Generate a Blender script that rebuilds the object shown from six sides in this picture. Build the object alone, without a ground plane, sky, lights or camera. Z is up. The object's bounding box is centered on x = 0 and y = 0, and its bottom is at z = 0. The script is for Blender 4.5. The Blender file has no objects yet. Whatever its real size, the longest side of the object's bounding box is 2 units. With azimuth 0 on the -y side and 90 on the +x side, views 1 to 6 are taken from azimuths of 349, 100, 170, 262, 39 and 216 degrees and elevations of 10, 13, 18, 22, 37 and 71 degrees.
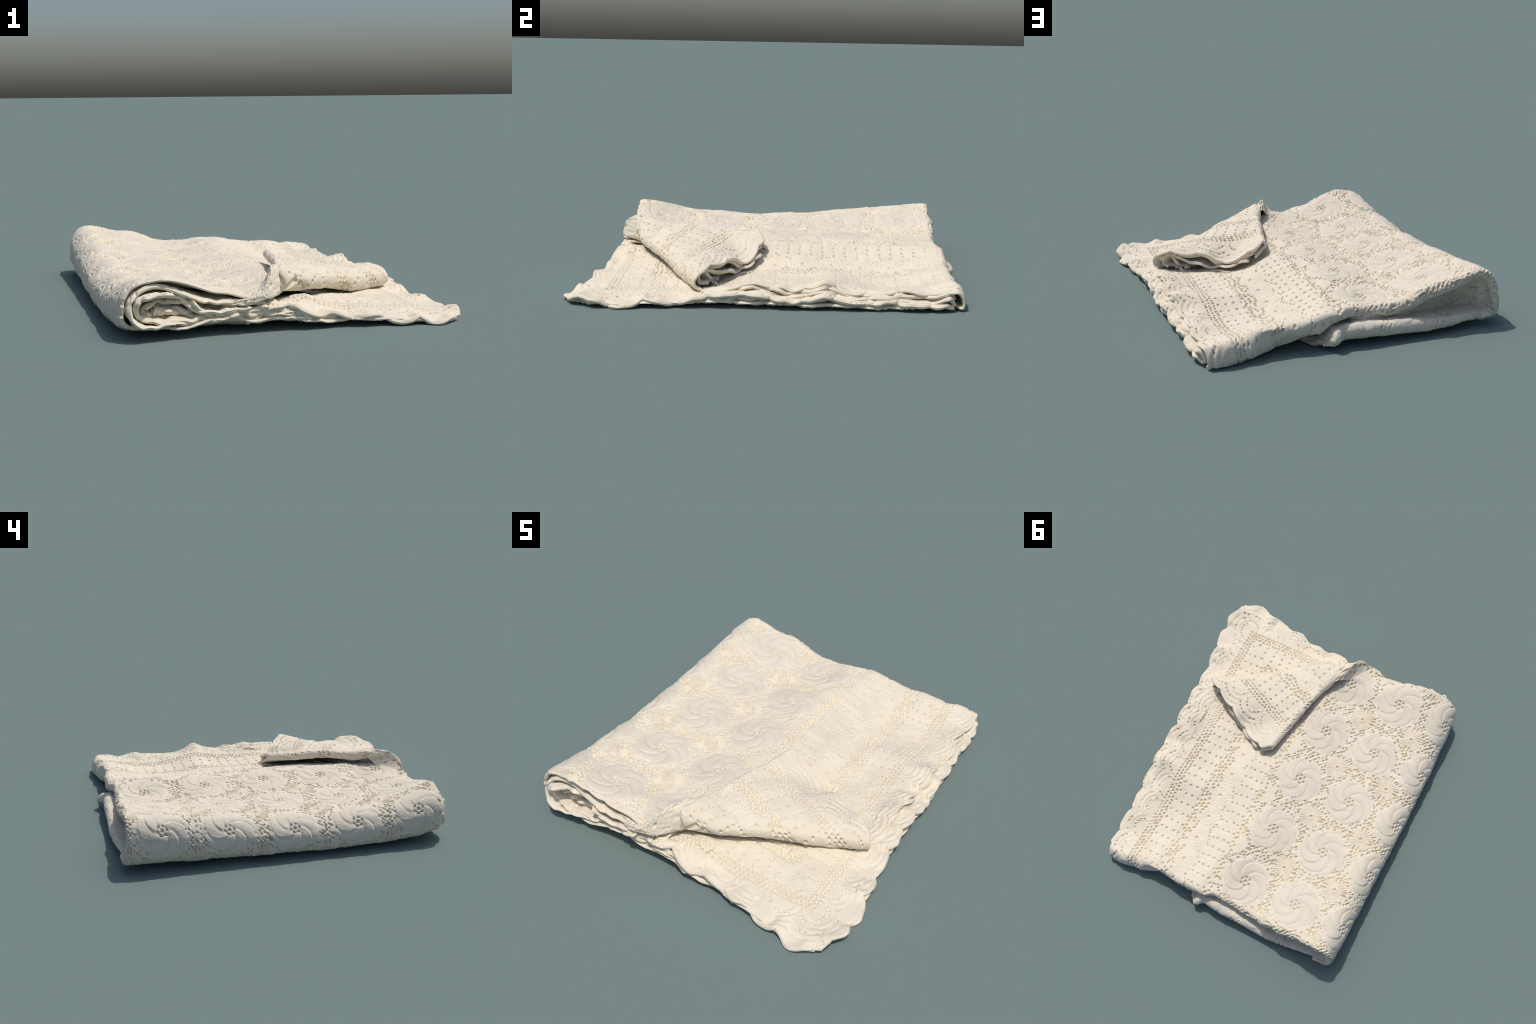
"""Folded cream crochet bedspread: folded twice into a thick slab, rolled over on
its left side, with one loose corner of the upper half turned back on itself.

Slab frame: u = across (left rolled fold at -u, scalloped edge at +u),
v = along (closed folds at +v, open layers at -v), z = up."""
import bpy, math
import numpy as np

rng = np.random.default_rng(7)
PI = math.pi
TURN = math.radians(7.3)          # the slab lies a little askew
T0 = 0.016                        # thickness of one crocheted layer

# ----------------------------------------------------------------- numeric helpers
def smooth(a, b, x):
    t = np.clip((x - a) / (b - a), 0, 1)
    return t * t * (3 - 2 * t)

def lerp(a, b, t):
    return a + (b - a) * t

def curve(points):
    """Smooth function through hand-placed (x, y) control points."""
    x = np.array([p[0] for p in points], float)
    y = np.array([p[1] for p in points], float)
    m = np.gradient(y, x)
    def f(q):
        q = np.asarray(q, float)
        qc = np.clip(q, x[0], x[-1])
        i = np.clip(np.searchsorted(x, qc) - 1, 0, len(x) - 2)
        h = x[i + 1] - x[i]
        t = (qc - x[i]) / h
        return ((2*t**3 - 3*t**2 + 1) * y[i] + (t**3 - 2*t**2 + t) * h * m[i]
                + (-2*t**3 + 3*t**2) * y[i + 1] + (t**3 - t**2) * h * m[i + 1])
    return f

def drape(points, soft=1e-4):
    """Thin-plate surface z(u, v) hung over a few control points."""
    p = np.array(points, float)
    n = len(p)
    def k(d2):
        return np.where(d2 > 0, 0.5 * d2 * np.log(np.maximum(d2, 1e-12)), 0.0)
    d2 = ((p[:, None, :2] - p[None, :, :2]) ** 2).sum(-1)
    A = np.zeros((n + 3, n + 3))
    A[:n, :n] = k(d2) + soft * np.eye(n)
    A[:n, n] = 1
    A[:n, n + 1:] = p[:, :2]
    A[n:, :n] = A[:n, n:].T
    w = np.linalg.solve(A, np.concatenate([p[:, 2], np.zeros(3)]))
    def f(u, v):
        u, v = np.broadcast_arrays(np.asarray(u, float), np.asarray(v, float))
        out = w[n] + w[n + 1] * u + w[n + 2] * v
        for i in range(n):
            out = out + w[i] * k((u - p[i, 0]) ** 2 + (v - p[i, 1]) ** 2)
        return out
    return f

_lattice = rng.uniform(-1, 1, (64, 64))
def noise(x, y, scale, shift=0.0):
    x = np.asarray(x) * scale + 13.7 + shift * 7.31
    y = np.asarray(y) * scale + 5.1 + shift * 3.77
    xi = np.floor(x).astype(int); yi = np.floor(y).astype(int)
    fx = x - xi; fy = y - yi
    fx = fx * fx * (3 - 2 * fx); fy = fy * fy * (3 - 2 * fy)
    g = lambda a, b: _lattice[a % 64, b % 64]
    return lerp(lerp(g(xi, yi), g(xi + 1, yi), fx), lerp(g(xi, yi + 1), g(xi + 1, yi + 1), fx), fy)

# ----------------------------------------------------------------- crochet pattern
PIN_U, PIN_V, PU, PV = -0.150, -0.015, 0.328, 0.354   # lattice of the pinwheels
PIN_R = 0.137
EDGE_U = 0.715                                        # nominal scallop edge
BLOCK, ROSE = 0.0606, 0.1495

def bump_hole(x, y, rx, ry):
    """1 inside an oval eyelet, falling to 0 at its rim."""
    r = np.sqrt((x / rx) ** 2 + (y / ry) ** 2)
    return 1 - smooth(0.55, 1.15, r)

def wrap(x, p):
    return x - p * np.round(x / p)

def jitter(i, j, k=0):
    return np.modf(np.abs(np.sin(i * 12.9898 + j * 78.233 + k * 37.719) * 43758.5453))[0]

def hole_row(d, w, at, pitch, rx, ry, phase=0.0, loose=0.25, drop=0.0):
    """One row of eyelets at edge distance `at`, spaced by `pitch` along w."""
    i = np.round((w - phase) / pitch)
    a = (jitter(i, at * 97) - 0.5) * pitch * loose
    b = (jitter(i, at * 97, 1) - 0.5) * ry * 1.2 * (loose > 0)
    s = 0.75 + 0.5 * jitter(i, at * 97, 2)
    keep = jitter(i, at * 97, 3) >= drop
    return bump_hole(w - phase - i * pitch - a, d - at - b, rx * s, ry * s) * keep

def crochet(d, w):
    """d = distance from the scalloped edge, w = along it.
    Returns height, eyelet mask, dotted-tan mask, kind and index of the motif."""
    d = np.asarray(d, float); w = np.asarray(w, float)
    h = np.zeros_like(d); hole = np.zeros_like(d); dots = np.zeros_like(d)
    kind = np.zeros(d.shape, int); idx = np.zeros(d.shape, int)
    inner = d > 0.712
    outer = ~inner

    # -- scallop fans along the edge
    k = np.round((w - 0.075) / ROSE)
    x = w - 0.075 - k * ROSE
    rho = np.hypot(x, d - 0.150)
    fan = outer & (d < 0.156)
    ring = np.cos(2 * PI * rho / 0.030)
    amp = smooth(0.03, 0.05, rho)
    h += np.where(fan, 0.0017 * ring * amp, 0)
    ang = np.arctan2(x, 0.150 - d)
    for r0, n in ((0.105, 13), (0.062, 9)):
        a = wrap(ang, PI / n)
        hole = np.maximum(hole, np.where(fan, bump_hole(a * r0, rho - r0, 0.0075, 0.0042) * (np.abs(ang) < 1.35) * (jitter(np.round(ang / (PI / n)), k * 3 + r0 * 50) > 0.35), 0))
    kind = np.where(fan, 4, kind); idx = np.where(fan, k.astype(int), idx)

    # -- eyelet lines and woven bands
    for j, at in enumerate((0.163, 0.183, 0.203)):
        hole = np.maximum(hole, np.where(outer, hole_row(d, w, at, 0.0235, 0.0075, 0.0056, j * 0.009, 0.3), 0))
    for at in (0.229, 0.268, 0.311, 0.345):
        hole = np.maximum(hole, np.where(outer, hole_row(d, w, at, BLOCK, 0.0068, 0.0062, 0.424, 0.10), 0))
    for at in (0.555, 0.590, 0.630, 0.665):
        hole = np.maximum(hole, np.where(outer, hole_row(d, w, at, BLOCK, 0.0068, 0.0062, 0.416, 0.10), 0))
    for lo, hi in ((0.218, 0.352), (0.548, 0.672)):
        band = outer & (d > lo) & (d < hi)
        edge = smooth(lo, lo + 0.012, d) * (1 - smooth(hi - 0.012, hi, d))
        seam = np.abs(wrap(w - 0.42, BLOCK))
        h += np.where(band, edge * (0.003 - 0.0010 * (1 - smooth(0.0, 0.010, seam))), 0)
    wave = 0.012 * np.cos(2 * PI * (w - 0.133) / ROSE)
    for j, at in enumerate((0.366, 0.390, 0.412)):
        hole = np.maximum(hole, np.where(outer, hole_row(d + wave * (0.3 + 0.35 * j), w, at, 0.0255, 0.0095, 0.0072, j * 0.0127, 0.45, 0.12), 0))
    hole = np.maximum(hole, np.where(outer, hole_row(d - wave, w, 0.533, 0.021, 0.0055, 0.0048, 0, 0.5, 0.25), 0))
    for j, at in enumerate((0.686, 0.703)):
        hole = np.maximum(hole, np.where(outer, hole_row(d, w, at, 0.031, 0.0105, 0.0072, j * 0.015, 0.6, 0.2), 0))

    # -- rosettes with bobbled rings
    k = np.round((w - 0.133) / ROSE)
    x = w - 0.133 - k * ROSE; y = d - 0.463
    r = np.hypot(x, y); a = np.arctan2(y, x)
    belt = outer & (d > 0.415) & (d < 0.535)
    rose = belt & (r < 0.066)
    for r0, n in ((0.020, 9), (0.036, 14), (0.053, 20)):
        h += np.where(belt, 0.0034 * np.exp(-((r - r0) / 0.0055) ** 2) * (0.55 + 0.45 * np.cos(a * n + r0 * 300)), 0)
    hole = np.maximum(hole, np.where(belt, bump_hole(x, y, 0.008, 0.008), 0))
    h += np.where(belt & (r >= 0.06), 0.0022 * noise(d, w, 95, 2), 0)
    kind = np.where(rose, 3, kind); idx = np.where(rose, k.astype(int), idx)

    # -- field of pinwheels and stars
    u = EDGE_U - d
    i = np.round((u - PIN_U) / PU); j = np.round((w - PIN_V) / PV)
    i = np.minimum(i, 0)
    x = u - PIN_U - i * PU; y = w - PIN_V - j * PV
    r = np.hypot(x, y); a = np.arctan2(y, x)
    turn = 1.35 * np.clip((r - 0.02) / (PIN_R - 0.02), 0, 1.1) ** 1.15
    ph = np.modf(((a + turn) / (2 * PI) * 6 + 12.25 + 0.13 * (jitter(i, j) - 0.5)))[0]
    width = r * 2 * PI / 6
    off = wrap(ph * width, width)                       # signed distance to the petal seam
    arc = ph * width                                    # metres behind the petal lip
    rim_r = PIN_R * (1.02 - 0.10 * np.exp(-(off / 0.020) ** 2) - 0.05 * smooth(0.35, 1.0, ph) * (ph < 1))
    pin = inner & (r < rim_r)
    body = (1 - smooth(rim_r - 0.014, rim_r, r)) * smooth(0.022, 0.05, r)
    vary = 0.55 + 0.5 * jitter(i, j, 6)
    petal = 0.0022 * np.exp(-((off + 0.008) / 0.0085) ** 2) - 0.0017 * np.exp(-((off - 0.006) / 0.007) ** 2) + 0.0030 * np.sin(PI * np.clip(ph, 0, 1) ** 1.3) ** .8
    h += np.where(pin, vary * body * petal + 0.002 * (1 - smooth(0.5, 1.0, r / PIN_R)) * smooth(0.018, 0.04, r) + 0.001, 0)
    bead = np.maximum(bump_hole(wrap(r, 0.0105), arc - 0.008, 0.0048, 0.0046),
                      bump_hole(wrap(r + 0.005, 0.0105), arc - 0.020, 0.0044, 0.0042))
    bead = bead * (r > 0.045) * (r < rim_r - 0.006)
    dots = np.where(pin, bead, 0)
    h -= np.where(pin, 0.0011 * bead, 0)
    eye = np.maximum(bump_hole(x, y, 0.0085, 0.0085), bump_hole(wrap(a + 0.3, PI / 3) * r, r - 0.026, 0.008, 0.0045))
    hole = np.maximum(hole, np.where(pin, eye, 0))
    h += np.where(pin, 0.003 * np.exp(-((r - 0.014) / 0.004) ** 2), 0)
    kind = np.where(pin, 1, kind)
    idx = np.where(pin, (i * 40 + j).astype(int), idx)

    si = np.round((u - PIN_U - PU / 2) / PU); sj = np.round((w - PIN_V - PV / 2) / PV)
    sx = u - PIN_U - PU / 2 - si * PU; sy = w - PIN_V - PV / 2 - sj * PV
    sr = np.hypot(sx, sy); sa = np.arctan2(sy, sx)
    star = inner & ~pin & (sr < 0.082) & (si < 0)
    ray = np.cos(sa * 26)
    h += np.where(star, 0.0036 * ray * smooth(0.010, 0.022, sr) * (1 - smooth(0.06, 0.082, sr)) + 0.003 * np.exp(-((sr - 0.013) / 0.006) ** 2), 0)
    hole = np.maximum(hole, np.where(star, bump_hole(sx, sy, 0.0075, 0.0075), 0))
    q = wrap(sa, PI / 2)
    slit = bump_hole(sr - 0.066, np.abs(q) * sr - 0.011, 0.021, 0.0052) * (jitter(np.round(sa / (PI / 2)) % 4, si * 5 + sj) > 0.2)
    hole = np.maximum(hole, np.where(inner & ~pin & (si < 0), slit, 0))
    kind = np.where(star, 2, kind); idx = np.where(star, (si * 40 + sj).astype(int), idx)

    mesh = inner & ~pin & (sr > 0.070)
    p = 0.0195
    mx = (u + w) * 0.7071; my = (u - w) * 0.7071
    gi = np.round(mx / p); gj = np.round(my / p)
    ox = mx - gi * p + (jitter(gi, gj) - 0.5) * 0.010; oy = my - gj * p + (jitter(gi, gj, 1) - 0.5) * 0.010
    sk = 0.5 * (jitter(gi, gj, 4) - 0.5); ox, oy = ox + sk * oy, oy - sk * ox
    sz = 0.0042 + 0.0038 * jitter(gi, gj, 2)
    lace = bump_hole(ox, oy, sz * 1.15, sz * (0.55 + 0.5 * jitter(gi, gj, 5))) * (jitter(gi, gj, 3) > 0.22 + 0.5 * (1 - smooth(PIN_R, PIN_R + 0.025, r)))
    hole = np.maximum(hole, np.where(mesh, lace, 0))
    h += np.where(mesh, 0.0022 * noise(u, w, 75, 4), 0)

    # general liveliness of the cloth
    h += 0.0038 * noise(d, w, 8, 1) + 0.0022 * noise(d, w, 21, 3) + 0.0007 * noise(d, w, 150, 5)
    h -= 0.0125 * hole
    return h, hole, dots, kind, idx

def scallop(w, depth=0.028, pitch=ROSE, phase=0.075):
    """Outline of the lobed edge: 0 at a lobe's crown, -depth in the notches."""
    x = wrap(np.asarray(w) - phase, pitch) / (pitch / 2)
    return -depth * (1 - np.sqrt(np.clip(1 - 0.92 * x * x, 0, 1)))

# ----------------------------------------------------------------- materials
def cotton(name, col, col2, rough=0.9, grain=1.0):
    m = bpy.data.materials.new(name); m.use_nodes = True
    nt = m.node_tree; N = nt.nodes; L = nt.links
    b = N["Principled BSDF"]
    b.inputs["Roughness"].default_value = rough
    b.inputs["Specular IOR Level"].default_value = 0.15
    b.inputs["Sheen Weight"].default_value = 0.08
    tc = N.new("ShaderNodeTexCoord")
    n1 = N.new("ShaderNodeTexNoise"); n1.inputs["Scale"].default_value = 9; n1.inputs["Detail"].default_value = 6
    n2 = N.new("ShaderNodeTexNoise"); n2.inputs["Scale"].default_value = 140; n2.inputs["Detail"].default_value = 3
    L.new(tc.outputs["Object"], n1.inputs["Vector"]); L.new(tc.outputs["Object"], n2.inputs["Vector"])
    ad = N.new("ShaderNodeMath"); ad.operation = "MULTIPLY_ADD"; ad.inputs[1].default_value = 0.45
    L.new(n2.outputs["Fac"], ad.inputs[0]); L.new(n1.outputs["Fac"], ad.inputs[2])
    ramp = N.new("ShaderNodeValToRGB")
    ramp.color_ramp.elements[0].position = 0.50; ramp.color_ramp.elements[0].color = (*col2, 1)
    ramp.color_ramp.elements[1].position = 0.85; ramp.color_ramp.elements[1].color = (*col, 1)
    L.new(ad.outputs[0], ramp.inputs["Fac"]); L.new(ramp.outputs["Color"], b.inputs["Base Color"])
    # rows of stitches
    mp = N.new("ShaderNodeMapping"); mp.inputs["Scale"].default_value = (1, 1, 1)
    L.new(tc.outputs["Object"], mp.inputs["Vector"])
    w1 = N.new("ShaderNodeTexWave"); w1.inputs["Scale"].default_value = 66; w1.inputs["Distortion"].default_value = 1.5; w1.inputs["Detail"].default_value = 1
    w2 = N.new("ShaderNodeTexWave"); w2.bands_direction = "Y"; w2.inputs["Scale"].default_value = 54; w2.inputs["Distortion"].default_value = 1.5
    L.new(mp.outputs[0], w1.inputs["Vector"]); L.new(mp.outputs[0], w2.inputs["Vector"])
    mul = N.new("ShaderNodeMath"); mul.operation = "ADD"
    L.new(w1.outputs["Fac"], mul.inputs[0]); L.new(w2.outputs["Fac"], mul.inputs[1])
    mul2 = N.new("ShaderNodeMath"); mul2.operation = "ADD"
    L.new(mul.outputs[0], mul2.inputs[0]); L.new(n2.outputs["Fac"], mul2.inputs[1])
    bp = N.new("ShaderNodeBump"); bp.inputs["Strength"].default_value = 0.16 * grain; bp.inputs["Distance"].default_value = 0.003
    L.new(mul2.outputs[0], bp.inputs["Height"]); L.new(bp.outputs[0], b.inputs["Normal"])
    return m

CREAM = cotton("cream_cotton_lace", (0.77, 0.70, 0.567), (0.705, 0.635, 0.505))
PETAL = cotton("close_stitched_cotton", (0.722, 0.658, 0.547), (0.668, 0.606, 0.497))
RECESS = cotton("eyelet_painted_warm_shade", (0.79, 0.70, 0.52), (0.735, 0.645, 0.47), grain=0.5)  # same cotton, tinted yellow for light bouncing in the shaded eyelets
BEAD = cotton("tan_stitch_holes", (0.67, 0.585, 0.445), (0.63, 0.55, 0.42), grain=0.5)
MATS = [CREAM, PETAL, RECESS, BEAD]

# ----------------------------------------------------------------- mesh building
root = bpy.data.objects.new("folded_crochet_bedspread", None)
bpy.context.collection.objects.link(root)
root.rotation_euler = (0, 0, TURN)
root["label"] = "folded cream crochet bedspread with turned-back scalloped corner"
root["category"] = "blanket"

def make_object(name, parent, verts, quads, mats, normals, stuff=False):
    me = bpy.data.meshes.new(name)
    used = np.unique(quads)
    remap = np.full(len(verts), -1); remap[used] = np.arange(len(used))
    q = remap[quads]
    me.vertices.add(len(used)); me.vertices.foreach_set("co", verts[used].ravel())
    me.loops.add(q.size); me.loops.foreach_set("vertex_index", q.ravel().astype(np.int32))
    me.polygons.add(len(q))
    me.polygons.foreach_set("loop_start", np.arange(0, q.size, 4, dtype=np.int32))
    me.polygons.foreach_set("loop_total", np.full(len(q), 4, np.int32))
    for m in MATS:
        me.materials.append(m)
    me.polygons.foreach_set("material_index", mats.astype(np.int32))
    me.polygons.foreach_set("use_smooth", np.ones(len(q), bool))
    me.update(calc_edges=True)
    me.normals_split_custom_set_from_vertices(normals[used].astype(np.float32))
    ob = bpy.data.objects.new(name, me)
    bpy.context.collection.objects.link(ob)
    ob.parent = parent
    if stuff:
        ob["kind"] = "stuff"
    return ob

def grid_normals(P):
    a = np.gradient(P, axis=0); b = np.gradient(P, axis=1)
    n = np.cross(a, b)
    return n / np.maximum(np.linalg.norm(n, axis=-1, keepdims=True), 1e-12)

MOTIF = {1: "pinwheel_medallion", 2: "star_flower", 3: "rosette", 4: "scallop_fan"}

def sheet(name, P, d, w, thick=T0, flip=False, ends=(1, 1, 1, 1), motifs=(), relief=1.0, parent=None, eps=0.010):
    """One crocheted layer. P is the outer face (grid of points); relief from the
    pattern at (d, w) is pushed along the normal; ends tells which of the sides
    (s0, s1, t0, t1) are free edges that get rounded off."""
    parent = parent or root
    nrm = grid_normals(P) * (-1 if flip else 1)
    h, hole, dots, kind, idx = crochet(d, w)
    mid = P - nrm * (thick / 2)
    ls = np.concatenate([[0], np.cumsum(np.linalg.norm(np.diff(P, axis=0), axis=-1).mean(1))])
    lt = np.concatenate([[0], np.cumsum(np.linalg.norm(np.diff(P, axis=1), axis=-1).mean(0))])
    e = np.full(P.shape[:2], 1.0)
    for on, dist in zip(ends, (ls[:, None], (ls[-1] - ls)[:, None], lt[None], (lt[-1] - lt)[None])):
        if on:
            e = np.minimum(e, np.clip(dist / eps, 0, 1) + 0 * e)
    T = thick * np.sqrt(np.clip(1 - (1 - e) ** 2, 0.004, 1))
    keep = e ** 0.5
    F = mid + nrm * (T / 2 + h * relief * keep)[..., None]   # relief may vary over the grid
    B = mid - nrm * (T / 2)[..., None]
    n, m = P.shape[:2]
    verts = np.concatenate([F.reshape(-1, 3), B.reshape(-1, 3)])
    verts[:, 2] = np.maximum(verts[:, 2], .001)
    id0 = np.arange(n * m).reshape(n, m)
    a, b, c, dd = id0[:-1, :-1], id0[1:, :-1], id0[1:, 1:], id0[:-1, 1:]
    fq = np.stack([a, b, c, dd], -1).reshape(-1, 4)
    if flip:
        fq = fq[:, ::-1]
    bq = fq[:, ::-1] + n * m
    loop = np.concatenate([id0[:-1, 0], id0[-1, :-1], id0[:0:-1, -1], id0[0, :0:-1]])
    nxt = np.roll(loop, -1)
    rim = np.stack([loop, loop + n * m, nxt + n * m, nxt], -1)
    if flip:
        rim = rim[:, ::-1]
    fn = grid_normals(F) * (-1 if flip else 1)
    # round the shading over the free edges
    bn = -grid_normals(B) * (-1 if flip else 1)
    normals = np.concatenate([fn.reshape(-1, 3), bn.reshape(-1, 3)])
    cell = lambda z: 0.25 * (z[:-1, :-1] + z[1:, :-1] + z[1:, 1:] + z[:-1, 1:])
    kc = kind[:-1, :-1].ravel(); ic = idx[:-1, :-1].ravel()
    mat = np.where(kc == 1, 1, 0)
    mat = np.where(cell(dots).ravel() > 0.40, 3, mat)
    mat = np.where(cell(hole).ravel() > 0.42, 2, mat)
    motif = np.isin(kc, motifs)
    quads = np.concatenate([fq[~motif], bq, rim])
    mats = np.concatenate([mat[~motif], np.zeros(len(bq) + len(rim), int)])
    base = make_object(name, parent, verts, quads, mats, normals)
    for kd in motifs:
        for ix in np.unique(ic[kc == kd]):
            sel = (kc == kd) & (ic == ix)
            if sel.sum() > 30:
                make_object(MOTIF[kd], base, verts, fq[sel], mat[sel], normals)
    return base

# ----------------------------------------------------------------- the slab's shape
EDGE_Z = curve([(-.5, .085), (-.33, .075), (-.2, .095), (-.1, .122), (-.014, .105), (.041, .107), (.084, .091), (.136, .104), (.19, .113), (.242, .134), (.294, .113),
                (.353, .087), (.447, .088), (.565, .093), (.628, .105), (.721, .090), (.813, .103), (.87, .106), (.93, .10)])
LOW_Z = curve([(-1.05, .030), (-1.0, .038), (-.95, .056), (-.86, .046), (-.77, .024), (-.66, .030), (-.625, .052), (-.57, .042), (-.47, .026), (-.39, .052), (-.32, .066), (-.05, .070), (.056, .052),
               (.16, .056), (.24, .078), (.28, .068), (.37, .052), (.46, .046), (.52, .052), (.63, .044), (.75, .040), (.86, .034)])
FRONT_Z = curve([(-.7, .11), (-.376, .112), (-.27, .114), (-.23, .088), (-.14, .122), (-.03, .117), (.0, .105), (.10, .070), (.154, .075), (.24, .050), (.35, .064), (.40, .042), (.51, .028),
                 (.54, .043), (.61, .020), (.70, .032), (.85, .036)])
UNDER_Z = curve([(-.85, .05), (-.77, .042), (-.70, .050), (-.6, .046), (-.53, .040), (-.47, .050), (-.38, .070), (-.32, .070), (-.21, .042), (-.136, .052), (0, .040), (.1, .024), (.2, .030), (.45, .020), (.6, .004), (.85, .006)])
TOP = drape([
    (-.70, .855, .288), (-.62, .855, .270), (-.5, .855, .250), (-.41, .855, .234), (-.31, .855, .186), (-.2, .855, .176), (-.1, .855, .176), (0, .855, .180), (.1, .85, .168), (.2, .85, .152),
    (.35, .85, .142), (.45, .85, .126), (.57, .86, .112), (.66, .86, .108),
    (-.70, .522, .256), (-.64, .522, .249), (-.70, .166, .214), (-.64, .166, .212), (-.70, -.18, .196), (-.64, -.182, .193), (-.70, -.535, .216), (-.64, -.535, .214), (-.70, -.85, .266), (-.645, -.847, .276),
    (-.478, .695, .220), (-.478, .34, .203), (-.475, -.006, .191), (-.481, -.367, .187), (-.483, -.71, .206), (-.55, -.78, .242), (-.50, -.855, .244),
    (-.316, .515, .171), (-.318, .16, .176), (-.321, -.194, .171), (-.326, -.553, .176), (-.40, -.80, .210), (-.40, -.85, .206), (-.329, -.856, .193),
    (-.156, .695, .161), (-.153, .34, .181), (-.151, -.015, .185), (-.145, -.371, .178), (-.15, -.65, .172), (-.235, -.86, .168), (-.16, -.83, .190),
    (-.10, -.76, .200), (-.04, -.58, .188), (.0, -.48, .182), (.05, -.3, .176), (.09, -.15, .162), (.13, -.08, .140),
    (.09, .72, .166), (.085, .60, .164), (.082, .48, .158), (.082, .42, .160), (.085, .25, .162), (.085, .1, .165), (.02, .72, .184), (.02, .60, .187), (.02, .48, .183), (.0, .33, .182), (.02, .15, .182), (.14, -.02, .150),
    (.262, .73, .122), (.257, .577, .101), (.252, .424, .101), (.258, .277, .107), (.26, .13, .112), (.26, .0, .104),
    (.41, .79, .120), (.415, .72, .098), (.42, .66, .074), (.42, .54, .073), (.42, .42, .076), (.44, .27, .103), (.42, .15, .080), (.42, 0, .076), (.4, -.15, .078),
    (.55, .79, .100), (.55, .66, .072), (.55, .45, .072), (.56, .25, .110), (.55, 0, .078), (.55, -.2, .070),
    (.6, -.33, .058), (.5, -.28, .056), (.4, -.23, .058), (.3, -.18, .070), (.2, -.13, .095),
    (.2, -.5, .10), (.45, -.42, .06), (.05, -.65, .14)])
BOTTOM = drape([
    (-.75, .85, .034), (-.70, .85, .034), (-.6, .88, .029), (-.49, .88, .027), (-.38, .88, .025), (-.2, .88, .032), (-.06, .88, .031), (.07, .88, .026), (.4, .8, .012), (.7, .85, .010),
    (-.7, .55, .027), (-.7, .18, .019), (-.7, -.1, .014), (-.7, -.42, .014), (-.7, -.75, .026), (-.4, .5, .008), (-.4, 0, .004), (-.4, -.5, .008), (0, .5, .006), (0, 0, .004), (0, -.5, .012),
    (.35, .4, .004), (.35, -.1, .004), (.35, -.6, .010), (.7, .5, .004), (.7, .1, .012), (.7, -.3, .012), (.7, -.7, .004), (.7, -.95, .006)])

TOP_BACK = curve([(-.85, .855), (-.66, .892), (-.566, .884), (-.40, .878), (-.276, .870), (-.112, .868), (.03, .880), (.19, .886), (.36, .876), (.52, .888), (.66, .912), (.75, .915)])
LOW_BACK = curve([(-.85, .86), (-.70, .903), (-.55, .920), (-.45, .929), (-.28, .928), (-.11, .927), (.05, .910), (.15, .912), (.185, .80), (.4, .73), (.75, .80)])
FRONT = curve([(-.85, -.83), (-.78, -.850), (-.70, -.876), (-.59, -.886), (-.46, -.874), (-.317, -.868), (-.235, -.872), (-.16, -.85), (-.08, -.74), (.2, -.56), (.5, -.40), (.72, -.29)])
EDGE_TOP = curve([(-.4, .71), (-.3, .697), (-.1, .682), (.1, .692), (.3, .693), (.5, .686), (.7, .690), (.9, .700)])
EDGE_LOW = curve([(-1.03, .770), (-.88, .806), (-.70, .815), (-.55, .790), (-.40, .772), (-.2, .757), (0, .757), (.2, .756), (.4, .741), (.6, .730), (.75, .728), (.83, .715), (.90, .68)])
LOW_FRONT = curve([(-.72, -.90), (-.4, -.890), (-.2, -.895), (-.05, -.905), (.06, -.925), (.17, -.920), (.26, -.950), (.37, -.965), (.56, -1.005), (.68, -1.035), (.80, -1.01)])

def lie_over_edge(P, r, tuck=0.20, n_arc=14, n_tuck=8, side=1):
    """Continue a grid past its last t-row with a half-round fold and a short
    lining going back inside (the closed folded edges of the slab)."""
    n = grid_normals(P[:, -6:])[:, -1] * side
    t = P[:, -1] - P[:, -3]
    t = t / np.linalg.norm(t, axis=-1, keepdims=True)
    n = n - t * (n * t).sum(-1, keepdims=True)
    n /= np.linalg.norm(n, axis=-1, keepdims=True)
    rows, arc = [], []
    for k in range(1, n_arc + 1):
        a = PI * k / n_arc
        rows.append(P[:, -1] + t * (np.minimum(r, .04) * np.sin(a))[:, None] - n * (r * (1 - np.cos(a)))[:, None])
        arc.append(r * a)
    for k in range(1, n_tuck + 1):
        q = tuck * k / n_tuck
        rows.append(rows[n_arc - 1] - t * q - n * (0.004 * k / n_tuck))
        arc.append(r * PI + q)
    return np.concatenate([P, np.stack(rows, 1)], 1), np.stack(arc, 1)

STEP = 0.0038
COARSE = 0.006                    # layers seen only along their edges
ROLL_U = -.70

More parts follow.
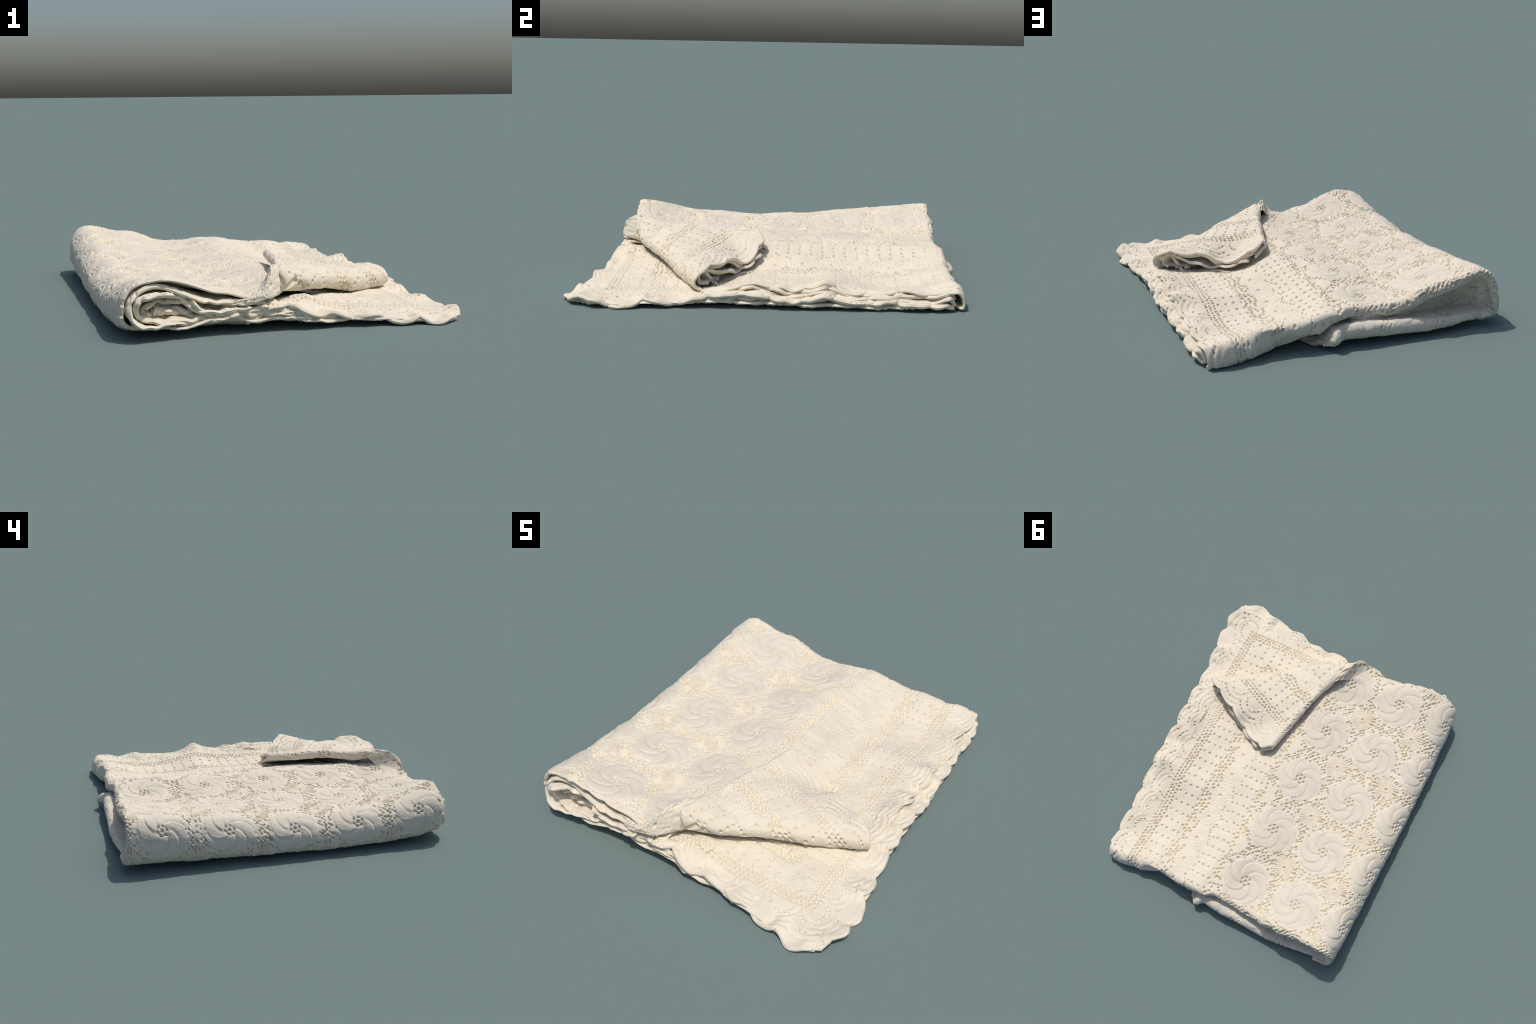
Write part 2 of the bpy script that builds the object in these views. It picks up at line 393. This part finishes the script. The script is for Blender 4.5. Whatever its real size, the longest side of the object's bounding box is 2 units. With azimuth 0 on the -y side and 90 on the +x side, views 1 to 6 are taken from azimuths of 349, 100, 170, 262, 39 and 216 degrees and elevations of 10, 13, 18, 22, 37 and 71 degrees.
def main_cloth():
    """The outermost layer: top, rolled left side, underside."""
    nv = int(1.75 / STEP)
    t = np.linspace(0, 1, nv)
    # top: u from the scalloped edge to the roll
    s = np.linspace(1, 0, int(1.40 / STEP))
    u_nom = lerp(ROLL_U, .70, s)
    vf = FRONT(u_nom) + .010 * noise(u_nom, 0 * u_nom, 13, 21) + .006 * noise(u_nom, 0 * u_nom, 38, 22); vb = TOP_BACK(u_nom) - 0.040
    v = vf[:, None] + (vb - vf)[:, None] * t[None]
    ue = EDGE_TOP(v) + scallop(v)
    u = ROLL_U + (ue - ROLL_U) * s[:, None]
    z = TOP(u, v)
    k = smooth(.56, .675, u)
    z = z + (EDGE_Z(v) - .006 - z) * k
    top = np.stack([u, v, z], -1)
    # roll: half super-ellipse hanging from the left border of the top
    ar = np.linspace(0, PI, 84)[1:]
    vl = top[-1, :, 1]; zt = top[-1, :, 2]
    vlow = lerp(FRONT(-.78), LOW_BACK(-.70) - .02, t)
    zb = lerp(BOTTOM(ROLL_U, vlow), UNDER_Z(ROLL_U), 1 - smooth(-.85, -.72, vlow))
    wid = curve([(-.9, .112), (-.78, .121), (-.5, .134), (-.2, .134), (.03, .131), (.375, .123), (.7, .119), (.86, .113)])(vl) + .003 * noise(vl, 0 * vl, 5, 9)
    ca, sa = np.cos(ar), np.sin(ar)
    up = (ca > 0)[:, None]
    ex = np.where(up, 2 / 2.15, 2 / 3.1)
    zm = lerp(zt, zb, .60)
    zz = np.where(up, zm + np.abs(ca)[:, None] ** ex * (zt - zm), zm - np.abs(ca)[:, None] ** ex * (zm - zb))
    uu = ROLL_U - np.abs(sa)[:, None] ** ex * wid
    vv = lerp(vl[None], vlow[None], smooth(0.1, 0.9, (ar / PI)[:, None]))
    vv = vv + (1 - smooth(0, .10, t))[None] * np.sin(ar)[:, None] ** .5 * (.012 * noise(ar, 0 * ar, 3.1, 23) + .006 * noise(ar, 0 * ar, 9, 24))[:, None]
    roll = np.stack([uu, vv, zz], -1)
    # underside
    sb = np.linspace(0, 1, 200)[1:]
    un = lerp(ROLL_U, .74, sb)
    vf = lerp(FRONT(-.78), LOW_FRONT(un) + .008, smooth(0, .12, sb)); vb = LOW_BACK(un) - 0.040
    v = vf[:, None] + (vb - vf)[:, None] * t[None]
    ue = EDGE_LOW(v) - 0.012 + scallop(v + .05)
    u = ROLL_U + (ue - ROLL_U) * sb[:, None]
    corner = smooth(.58, .76, u) * (1 - smooth(-1.0, -.78, v))
    u = u - .024 * corner; v = v + .024 * corner
    z = BOTTOM(u, v)
    z = lerp(z, UNDER_Z(u) + .008 * noise(u, v, 18, 6), 1 - smooth(-.88, -.72, v)) + 0.006 * (1 + noise(0 * v, v, 12, 8)) * smooth(.55, .72, u)
    z = np.maximum(z, .002)
    under = np.stack([u, v, z], -1)
    P = np.concatenate([top, roll, under], 0)
    for _ in range(30):            # soften the crest between top and roll
        k = slice(len(top) - 22, len(top) + 30)
        Q = P[k].copy()
        P[k][1:-1] = 0.5 * Q[1:-1] + 0.25 * (Q[:-2] + Q[2:])
    nt_, nr_ = len(top), len(roll)
    r = np.concatenate([curve([(-.7, .022), (-.61, .028), (-.52, .031), (-.44, .034), (-.33, .030), (-.185, .029), (-.05, .027), (.03, .026), (.13, .038), (.30, .055), (.48, .058), (.66, .052)])(top[:, -1, 0]),
                        np.full(nr_, .022), curve([(-.7, .018), (-.6, .023), (-.49, .027), (-.35, .032), (-.2, .035), (-.1, .038), (.05, .042), (.12, .03), (.8, .02)])(under[:, -1, 0])])
    k = np.ones(41) / 41
    r = np.convolve(np.pad(r, 20, mode="edge"), k, "valid")
    sec = np.linalg.norm(np.diff(P, axis=0), axis=-1)[:, ::25].mean(1)
    acc = np.concatenate([[0], np.cumsum(sec)])
    d = np.empty(P.shape[:2])
    d[:nt_] = np.clip(EDGE_U - P[:nt_, :, 0], 0, None)
    d[nt_:] = d[nt_ - 1] + (acc[nt_:] - acc[nt_ - 1])[:, None]
    w = P[..., 1].copy()
    P2, arc = lie_over_edge(P, r, side=-1)
    d2 = np.concatenate([d, np.repeat(d[:, -1:], arc.shape[1], 1)], 1)
    w2 = np.concatenate([w, w[:, -1:] + arc], 1)
    arcs = w2 - w[:, -1:]
    onto = (np.arange(len(P2)) < nt_)[:, None]
    low = smooth(.02, .12, arcs) * onto
    P2[..., 1] += low * (.018 * smooth(.45, .62, P2[..., 0]) * (1 - smooth(.655, .70, P2[..., 0])) - .025 * smooth(.02, .25, P2[..., 0]) * (1 - smooth(.36, .48, P2[..., 0])))
    far = smooth(PI * .8, PI * 1.3, arcs / r[:, None]) * onto * smooth(.40, .66, P2[..., 0])
    P2[..., 0] -= .16 * far; P2[..., 2] += .012 * far
    # right of the step the lower half ends inside: keep its turned edge out of sight
    gone = smooth(.06, .14, P2[..., 0]) * (np.arange(len(P2)) >= nt_ + nr_)[:, None] * smooth(0, .02, arcs)
    P2[..., 0] -= gone * smooth(.45, .74, P2[..., 0]) * .10
    P2[..., 2] = lerp(P2[..., 2], np.minimum(P2[..., 2], .020), gone)
    # the closed fold is lumpy, not a clean pipe
    bend = smooth(.80, .90, w2) * (1 - smooth(1.05, 1.12, w2))
    bend = bend * np.where(onto, 1.0, .35)
    P2[..., 1] += bend * .010 * noise(d2, w2, 16, 11)
    P2[..., 2] += bend * .008 * noise(d2, w2, 13, 12)
    P2[..., 2] = np.maximum(P2[..., 2], .006)
    return P2, d2, w2, nt_, nr_

P, d, w, nt_, nr_ = main_cloth()
a = nt_ - 1; b = nt_ + nr_ - 1
sheet("upper_panel", P[:a + 1], d[:a + 1], w[:a + 1], flip=True, ends=(1, 0, 1, 0), motifs=(1, 2, 3, 4))
sheet("rolled_fold", P[a:b + 1], d[a:b + 1], w[a:b + 1], flip=True, ends=(0, 0, 1, 0))
sheet("underside_panel", P[b:], d[b:], w[b:], flip=True, ends=(0, 1, 1, 0), relief=0.8)

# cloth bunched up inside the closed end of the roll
def fold_lining():
    n, m = int(.72 / COARSE), 60
    x = np.linspace(0, 1, n)[:, None]; y = np.linspace(0, 1, m)[None]
    u = lerp(-.784 + .040 * y, -.04, x)
    hi = curve([(-.8, .235), (-.7, .238), (-.61, .224), (-.52, .202), (-.44, .160), (-.33, .125), (-.185, .120), (0, .118)])(u) + .014
    lo = curve([(-.8, .060), (-.67, .056), (-.49, .068), (-.35, .078), (-.2, .090), (0, .100)])(u) - .010
    z = lerp(lo, hi, y)
    deep = curve([(-.8, .01), (-.74, .030), (-.67, .095), (-.58, .130), (-.45, .09), (-.3, .035), (-.15, .025), (0, .02)])(u)
    v = .856 - .035 * smooth(.85, 1, y) - deep * np.sin(PI * np.clip(y, 0, 1) ** .62) ** .7 + .014 * noise(u, z, 14, 3) + .006 * noise(u, z * 2, 40, 5)
    P = np.stack([u, v, z], -1)
    sheet("fold_lining", P, EDGE_U - u, z * 1.3 + .3, ends=(0, 0, 0, 0), flip=True, relief=.7)
fold_lining()

# ----------------------------------------------------------------- exposed lower corner
LOWER = drape([
    (.76, -.98, .034), (.55, -.955, .036), (.155, -.85, .074), (-.021, -.83, .122), (.06, -.80, .144), (.24, -.66, .096), (.35, -.90, .055), (-.2, -.83, .085), (-.4, -.83, .090),
    (.3, -.76, .080), (.05, -.70, .112), (.5, -.70, .060), (.72, -.70, .036), (.66, -.85, .042), (.74, -.5, .040), (.6, -.5, .050),
    (.3, -.4, .06), (-.3, -.4, .09), (.74, -.2, .050), (.74, .2, .055), (.74, .6, .040), (.70, .85, .035), (.4, .4, .045), (.4, .8, .04), (-.3, .3, .07)])

def lower_cloth():
    ns, nt = int(1.05 / STEP), int(1.85 / STEP)
    s = np.linspace(0, 1, ns)[:, None]; t = np.linspace(0, 1, nt)[None]
    u_nom = lerp(-.35, .78, s) + 0 * t
    v_nom = lerp(-.97, .86, t) + 0 * s
    tip = smooth(.60, .72, u_nom) * (1 - smooth(-.98, -.84, v_nom))
    ue = EDGE_LOW(v_nom) + scallop(v_nom, .030) * (1 - tip) + .006 * noise(0 * v_nom, v_nom, 20, 4)
    ve = LOW_FRONT(u_nom) - scallop(u_nom, .026, phase=.02) * (1 - tip) + .008 * noise(u_nom, 0 * u_nom, 22, 5)
    u = lerp(-.35, ue, s); v = lerp(ve, .86 - .09 * smooth(.0, .1, s - .3) * (1 - smooth(.80, .95, s)), t)
    corner = smooth(.58, .78, u_nom) * (1 - smooth(-1.0, -.78, v_nom))
    u = u - .026 * corner ** 2; v = v + .026 * corner ** 2
    z = LOWER(u, v)
    side = smooth(.63, .75, u_nom); front = 1 - smooth(-.95, -.83, v_nom)
    z = lerp(z, LOW_Z(v) + .006 * noise(u, v, 25, 2), side)
    z = lerp(z, FRONT_Z(u) + .006 * noise(u, v, 25, 3), front * (1 - .6 * side))
    P = np.stack([u, v, z], -1)
    d1 = .785 - u; d2 = v + .985
    near = d1 < d2
    d = np.clip(np.minimum(d1, d2), 0, .70)
    return P, d, np.where(near, v, u + .02)

P, d, w = lower_cloth()
sheet("lower_panel", P, d, w, thick=.022, ends=(1, 1, 1, 1), motifs=(3, 4))

# ----------------------------------------------------------------- layers between, seen at the scalloped side
def side_layer(name, zcurve, edge, seed, v0=-.36, v1=.875, lobe=.024):
    ns, nt = int(.34 / COARSE), int((v1 - v0) / COARSE)
    s = np.linspace(0, 1, ns)[:, None]; t = np.linspace(0, 1, nt)[None]
    v = lerp(v0, v1, t) + 0 * s
    e = edge(v) + scallop(v + .037 * seed * seed, lobe * 1.4) + .012 * noise(0 * v, v, 9, seed) - .025 * smooth(v1 - .06, v1, v) ** 2
    u = lerp(.42, e, s)
    zi = lerp(LOWER(.45, v) + .01, TOP(.45, v) - .018, .5)
    z = lerp(zi, zcurve(v), smooth(.45, .66, u)) - .005 + .004 * noise(u, v, 30, seed) + .007 * noise(.3 * u, v, 11, seed + 4)
    z = np.minimum(z, TOP(u, v) * (u < .6) + 9 * (u >= .6) - .004)
    # at the back the layers turn down inside the outer fold
    z = z - .030 * smooth(v1 - .05, v1, v) ** 2
    return sheet(name, np.stack([u, v, z], -1), e - u, v + .03 * seed, thick=.021, ends=(0, 1, 1, 1))

side_layer("inner_layer", curve([(-.4, .06), (-.2, .085), (-.1, .106), (-.056, .090), (-.007, .103), (.066, .082), (.115, .086), (.167, .097), (.248, .116), (.309, .101), (.349, .080), (.40, .079), (.564, .082), (.66, .078), (.757, .082), (.84, .092), (.9, .088)]),
           lambda v: EDGE_TOP(v) + .010, 1)
side_layer("inner_layer", curve([(-.4, .05), (-.15, .08), (-.055, .086), (.037, .062), (.097, .070), (.158, .077), (.233, .092), (.294, .084), (.34, .070), (.416, .064), (.515, .071), (.6, .062), (.7, .055), (.76, .062), (.82, .078), (.9, .070)]),
           lambda v: EDGE_TOP(v) + .022, 2)
side_layer("inner_layer", curve([(-.4, .04), (-.1, .06), (0, .050), (.1, .045), (.24, .065), (.35, .050), (.45, .042), (.55, .050), (.7, .036), (.8, .040), (.9, .034)]),
           lambda v: lerp(EDGE_TOP(v), EDGE_LOW(v), .75), 3)

# ----------------------------------------------------------------- wound layers, seen at the open front
def wound_layer(name, pts, v_edge, depth, seed, crumple=1.0):
    """A layer that runs from the right along the top, round the roll and back.
    pts: control points (u, z) of its section at the open front."""
    p = np.array(pts, float)
    key = np.concatenate([[0], np.cumsum(np.linalg.norm(np.diff(p, axis=0), axis=1))])
    L = key[-1]
    q = np.linspace(0, L, int(L / COARSE))
    u = curve(list(zip(key, p[:, 0])))(q); z = curve(list(zip(key, p[:, 1])))(q)
    nt = int(depth / COARSE)
    t = np.linspace(0, 1, nt)
    ve = v_edge(q / L) + crumple * (.016 * noise(q, 0 * q, 9, seed) + .010 * noise(q, 0 * q, 27, seed + 1))
    v = ve[:, None] + depth * t[None]
    wr = crumple * (1 - .6 * t)[None]
    zz = z[:, None] + wr * (.012 * noise(q[:, None], v * .5, 10, seed) + .006 * noise(q[:, None], v * .6, 28, seed + 3))
    zz = np.where(u[:, None] > -.70, np.minimum(zz, TOP(np.maximum(u, -.7)[:, None], v) - .020), zz)
    uu = u[:, None] + wr * .010 * noise(q[:, None], v * .5, 11, seed + 7)
    P = np.stack([uu, v, zz], -1)
    return sheet(name, P, .35 + q[:, None] + 0 * v, v + .1 * seed, thick=.015 + .003 * crumple, flip=True, ends=(1, 1, 1, 0), relief=.8)

flat = lambda *x: curve([(k / (len(x) - 1), y) for k, y in enumerate(x)])
wound_layer("wound_layer", [(-.10, .135), (-.22, .142), (-.353, .160), (-.45, .177), (-.526, .203), (-.60, .234), (-.663, .246), (-.735, .225), (-.782, .18), (-.780, .105), (-.735, .066), (-.6, .062), (-.4, .072)],
            flat(-.86, -.885, -.882, -.876, -.885, -.90, -.905, -.88, -.865), .16, 1, 1.0)
wound_layer("wound_layer", [(-.25, .122), (-.36, .116), (-.416, .114), (-.492, .143), (-.566, .198), (-.633, .210), (-.714, .206), (-.752, .185), (-.772, .14), (-.755, .095), (-.70, .078), (-.58, .080), (-.42, .075), (-.27, .085), (-.1, .09)],
            flat(-.890, -.882, -.880, -.880, -.897, -.903, -.892, -.87, -.89, -.90), .16, 2, 1.9)
wound_layer("wound_layer", [(-.30, .100), (-.42, .105), (-.50, .138), (-.58, .170), (-.67, .172), (-.715, .145), (-.70, .105), (-.62, .085), (-.5, .082), (-.35, .080), (-.15, .098)],
            flat(-.86, -.85, -.845, -.84, -.87, -.86, -.87, -.88), .16, 5, 2.3)
wound_layer("wound_layer", [(-.36, .092), (-.46, .105), (-.55, .135), (-.63, .140), (-.66, .118), (-.60, .100), (-.5, .098), (-.38, .086)],
            flat(-.80, -.79, -.80, -.82, -.83), .16, 8, 2.4)

# crumpled cloth that closes the wound end between its layers
def bunched_lining():
    n, m = int(.62 / COARSE), 36
    x = np.linspace(0, 1, n)[:, None]; y = np.linspace(0, 1, m)[None]
    u = lerp(-.770, -.16, x) + 0 * y
    hi = curve([(-.78, .17), (-.72, .205), (-.64, .225), (-.55, .195), (-.45, .155), (-.35, .145), (-.1, .135)])(u)
    lo = curve([(-.78, .10), (-.70, .066), (-.5, .058), (-.35, .075), (-.1, .075)])(u)
    z = lerp(lo, hi, y)
    v = -.815 + .020 * noise(u, z, 13, 2) + .014 * noise(u, z, 31, 4) + .030 * np.sin(PI * y) * smooth(-.36, -.5, u)
    sheet("bunched_lining", np.stack([u + .01 * noise(u, z, 20, 8), v, z], -1), EDGE_U - u, z * 1.4, ends=(0, 0, 0, 0), relief=.8)
bunched_lining()

# cloth of the lower half sagging between its top and its underside at the open front
def sagging_hem():
    n, m = int(.72 / COARSE), 22
    x = np.linspace(0, 1, n)[:, None]; y = np.linspace(0, 1, m)[None]
    u = lerp(-.40, .32, x) + 0 * y
    z = lerp(UNDER_Z(u) + .002, np.maximum(FRONT_Z(u) - .018, UNDER_Z(u) + .008), y)
    v = LOW_FRONT(u) + .016 + .014 * noise(u, z * 2, 17, 3) + .007 * noise(u, z * 3, 44, 6) - scallop(u, .022, phase=.05)
    sheet("sagging_hem", np.stack([u, v, z + .005 * noise(u, z, 30, 9)], -1), np.clip(.02 + .3 * y + 0 * u, 0, .7), u, ends=(1, 1, 0, 0), relief=.7)
sagging_hem()

# ----------------------------------------------------------------- turned-back corner
APEX = np.array([.125, -.095])
ALONG = np.array([-.893, .450])               # its scalloped side, from the fold to the apex
INTO = np.array([-.444, -.896])               # from that side into the cloth
OUT = np.array([.43, -.90]); OUT /= np.linalg.norm(OUT)
FLAP = drape([
    (.66, -.365, .150), (.597, -.333, .178), (.492, -.28, .168), (.385, -.226, .171), (.343, -.205, .140), (.253, -.16, .146), (.182, -.124, .198), (.125, -.095, .236),
    (-.09, -.755, .287), (-.06, -.69, .281), (-.03, -.58, .264), (.025, -.40, .266), (.055, -.29, .254), (.11, -.11, .246),
    (.228, -.60, .219), (.10, -.565, .246), (.17, -.37, .231), (.19, -.331, .222), (.33, -.53, .195), (.45, -.46, .185), (.58, -.41, .165), (.35, -.35, .196), (.0, -.66, .250)])
FOLD = [curve([(0, .660), (.2, .525), (.4, .385), (.6, .250), (.8, .105), (1, -.048)]),
        curve([(0, -.352), (.2, -.415), (.4, -.492), (.6, -.585), (.8, -.690), (1, -.775)])]

def scallop_side(w):
    return np.array([.70, -.385]) + ALONG * np.asarray(w)[..., None]

def flap_cloth(offset=0.0, reach=1.0, rim=True, s0=0.0, s1=1.0):
    na = int(.90 / STEP); nb = int(.50 / STEP)
    s = np.linspace(s0, s1, na); t = np.linspace(0, 1, nb) * reach
    wr = lerp(.035, .622, t)
    R = scallop_side(wr) - INTO * (scallop(wr + .02, .022) + .034)[:, None]
    L = np.array([-.048, -.775]) + (np.array([.120, -.092]) - np.array([-.048, -.775])) * t[:, None]
    base = np.stack([FOLD[0](s), FOLD[1](s)], -1)
    # ruled between the two sides, bowed to the fold line near t = 0
    Q = R[None] + (L - R)[None] * s[:, None, None]
    bow = base - (R[0] + (L[0] - R[0]) * s[:, None])
    Q = Q + bow[:, None] * ((1 - t / reach) ** 2)[None, :, None]
    z = FLAP(Q[..., 0], Q[..., 1]) - offset
    top = np.concatenate([Q, z[..., None]], -1)
    bottom = curve([(0, .058), (.2, .056), (.4, .070), (.5, .094), (.63, .118), (.75, .135), (.9, .142), (1, .155)])(s)
    rad = (top[:, 0, 2] + offset - bottom) / 2 - offset
    wide = np.minimum(curve([(0, .046), (.5, .054), (.8, .050), (1, .030)])(s), rad) - offset * 1.15
    base = top[:, 0]; o3 = np.array([OUT[0], OUT[1], 0]); zz = np.array([0, 0, 1.])
    rows = [base + o3 * (wide * np.sin(PI * k / 30))[:, None] - zz * (rad * (1 - np.cos(PI * k / 30)))[:, None] for k in range(30, 0, -1)]
    tl = np.minimum(.15, .75 * s + .004)[:, None]
    tuck = [rows[0] - o3 * (tl * k / 20) for k in range(20, 0, -1)]
    P = np.concatenate([np.stack(tuck + rows, 1), top], 1)
    c = 50
    for _ in range(30):
        Qs = P[:, c - 12:c + 16].copy()
        P[:, c - 11:c + 15] = .5 * Qs[:, 1:-1] + .25 * (Qs[:, :-2] + Qs[:, 2:])
    # pattern on the reversed corner: measured from its own scalloped edge
    xy = P[..., :2] - APEX
    d = xy @ INTO + .02
    w = xy @ -ALONG - .195 + .133
    acc = np.concatenate([[0], np.cumsum(np.linalg.norm(np.diff(P, axis=1), axis=-1).mean(0))])
    back = (acc[c] - acc[:c])[None]
    d[:, :c] = d[:, c:c + 1] + .75 * back; w[:, :c] = w[:, c:c + 1] + .66 * back
    if rim:
        Pr, arc = lie_over_edge(np.ascontiguousarray(P[:, 20:].transpose(1, 0, 2)), np.full(P.shape[1] - 20, .024), tuck=.08, n_arc=12, n_tuck=5)
        Pr = Pr.transpose(1, 0, 2)
        k = arc.shape[1]
        d = np.concatenate([d[:, 20:], np.repeat(d[-1:, 20:], k, 0) + .03], 0); w = np.concatenate([w[:, 20:], w[-1:, 20:] + arc.T], 0)
        P = Pr
    return P, np.clip(d, 0, .71), w

P, d, w = flap_cloth()
calm = .25 + .75 * smooth(.06, .26, np.hypot(P[..., 0] - APEX[0], P[..., 1] - APEX[1]))
sheet("turned_back_corner", P, d, w, flip=True, ends=(1, 0, 0, 1), motifs=(3, 4), relief=calm)
P, d, w = flap_cloth(.020, .97, False, .05, .95)
sheet("corner_lining", P, d, w, flip=True, ends=(1, 1, 0, 1))

def corner_leaf(name, zc, out, w0, w1, seed, length=.30):
    """A loose scalloped leaf of the corner's inner layers."""
    nw, nl = int((w1 - w0) / COARSE), int(length / COARSE)
    w = np.linspace(w0, w1, nw)[:, None]; q = np.linspace(0, 1, nl)[None]
    e = out(w) + .018 * smooth(.18, .28, w) + scallop(w + .04 * seed, .022) + .006 * noise(w, 0 * w, 24, seed)
    L = np.clip(.95 * w + e - .015, .012, length)
    xy = scallop_side(w + 0 * q) + INTO * (-e + (L * q))[..., None]
    z = zc(w) + 0 * q + .006 * noise(w, q, 12, seed) * (1 - q)
    f = FLAP(xy[..., 0], xy[..., 1])
    z = lerp(z, np.minimum(f - .045, z), smooth(.05, .5, q))
    z = np.minimum(z, f - .020) * (e > -9)
    P = np.concatenate([xy, z[..., None]], -1)
    return sheet(name, P, length * q + 0 * w, w + 0 * q, ends=(1, 1, 1, 0))

corner_leaf("corner_leaf", curve([(0, .115), (.03, .125), (.07, .146), (.14, .140), (.17, .102), (.20, .068), (.27, .056), (.35, .073), (.44, .078), (.56, .092), (.62, .140), (.66, .17)]),
            curve([(0, -.05), (.08, -.03), (.15, -.01), (.25, .015), (.4, .020), (.5, .030), (.6, .022), (.66, -.01)]), .05, .590, 1)
corner_leaf("corner_leaf", curve([(.1, .15), (.17, .140), (.21, .124), (.30, .119), (.375, .100), (.41, .115), (.48, .112), (.54, .138), (.61, .150), (.66, .18)]),
            curve([(.1, -.04), (.2, .005), (.3, .012), (.4, .012), (.5, .026), (.58, .024), (.66, -.01)]), .13, .585, 2)

# the front edge of the upper half rises and rolls into the turned-back corner
def turned_edge():
    S = [[(.03, -.60, .240), (.02, -.66, .240), (.02, -.690, .200), (.02, -.68, .150), (.05, -.60, .140)],
         [(-.07, -.67, .262), (-.098, -.790, .284), (-.092, -.822, .215), (-.078, -.805, .150), (-.04, -.68, .135)],
         [(-.13, -.74, .200), (-.142, -.860, .246), (-.142, -.888, .200), (-.135, -.874, .148), (-.12, -.73, .130)],
         [(-.19, -.78, .176), (-.192, -.880, .188), (-.198, -.895, .167), (-.198, -.882, .138), (-.19, -.76, .125)],
         [(-.25, -.80, .158), (-.255, -.885, .166), (-.262, -.896, .152), (-.262, -.884, .134), (-.26, -.77, .122)],
         [(-.36, -.78, .132), (-.36, -.852, .142), (-.365, -.860, .138), (-.365, -.852, .132), (-.36, -.76, .122)]]
    S = np.array(S)
    k = np.linspace(0, len(S) - 1, 130); q = np.linspace(0, 4, 60)
    G = np.stack([np.stack([curve(list(enumerate(S[:, j, c])))(k) for j in range(5)], 1) for c in range(3)], -1)
    P = np.stack([np.stack([curve(list(enumerate(G[i, :, c])))(q) for i in range(len(k))], 0) for c in range(3)], -1)
    P[..., 2] += .004 * noise(P[..., 0], q[None] * .05, 30, 4); P[..., 1] += .004 * noise(P[..., 0], q[None] * .1, 34, 6)
    sheet("turned_edge", P, .36 + q[None] * .055 + 0 * P[..., 0], P[..., 0] * 1.2 + 0 * q[None], flip=False, ends=(0, 0, 1, 1))
turned_edge()
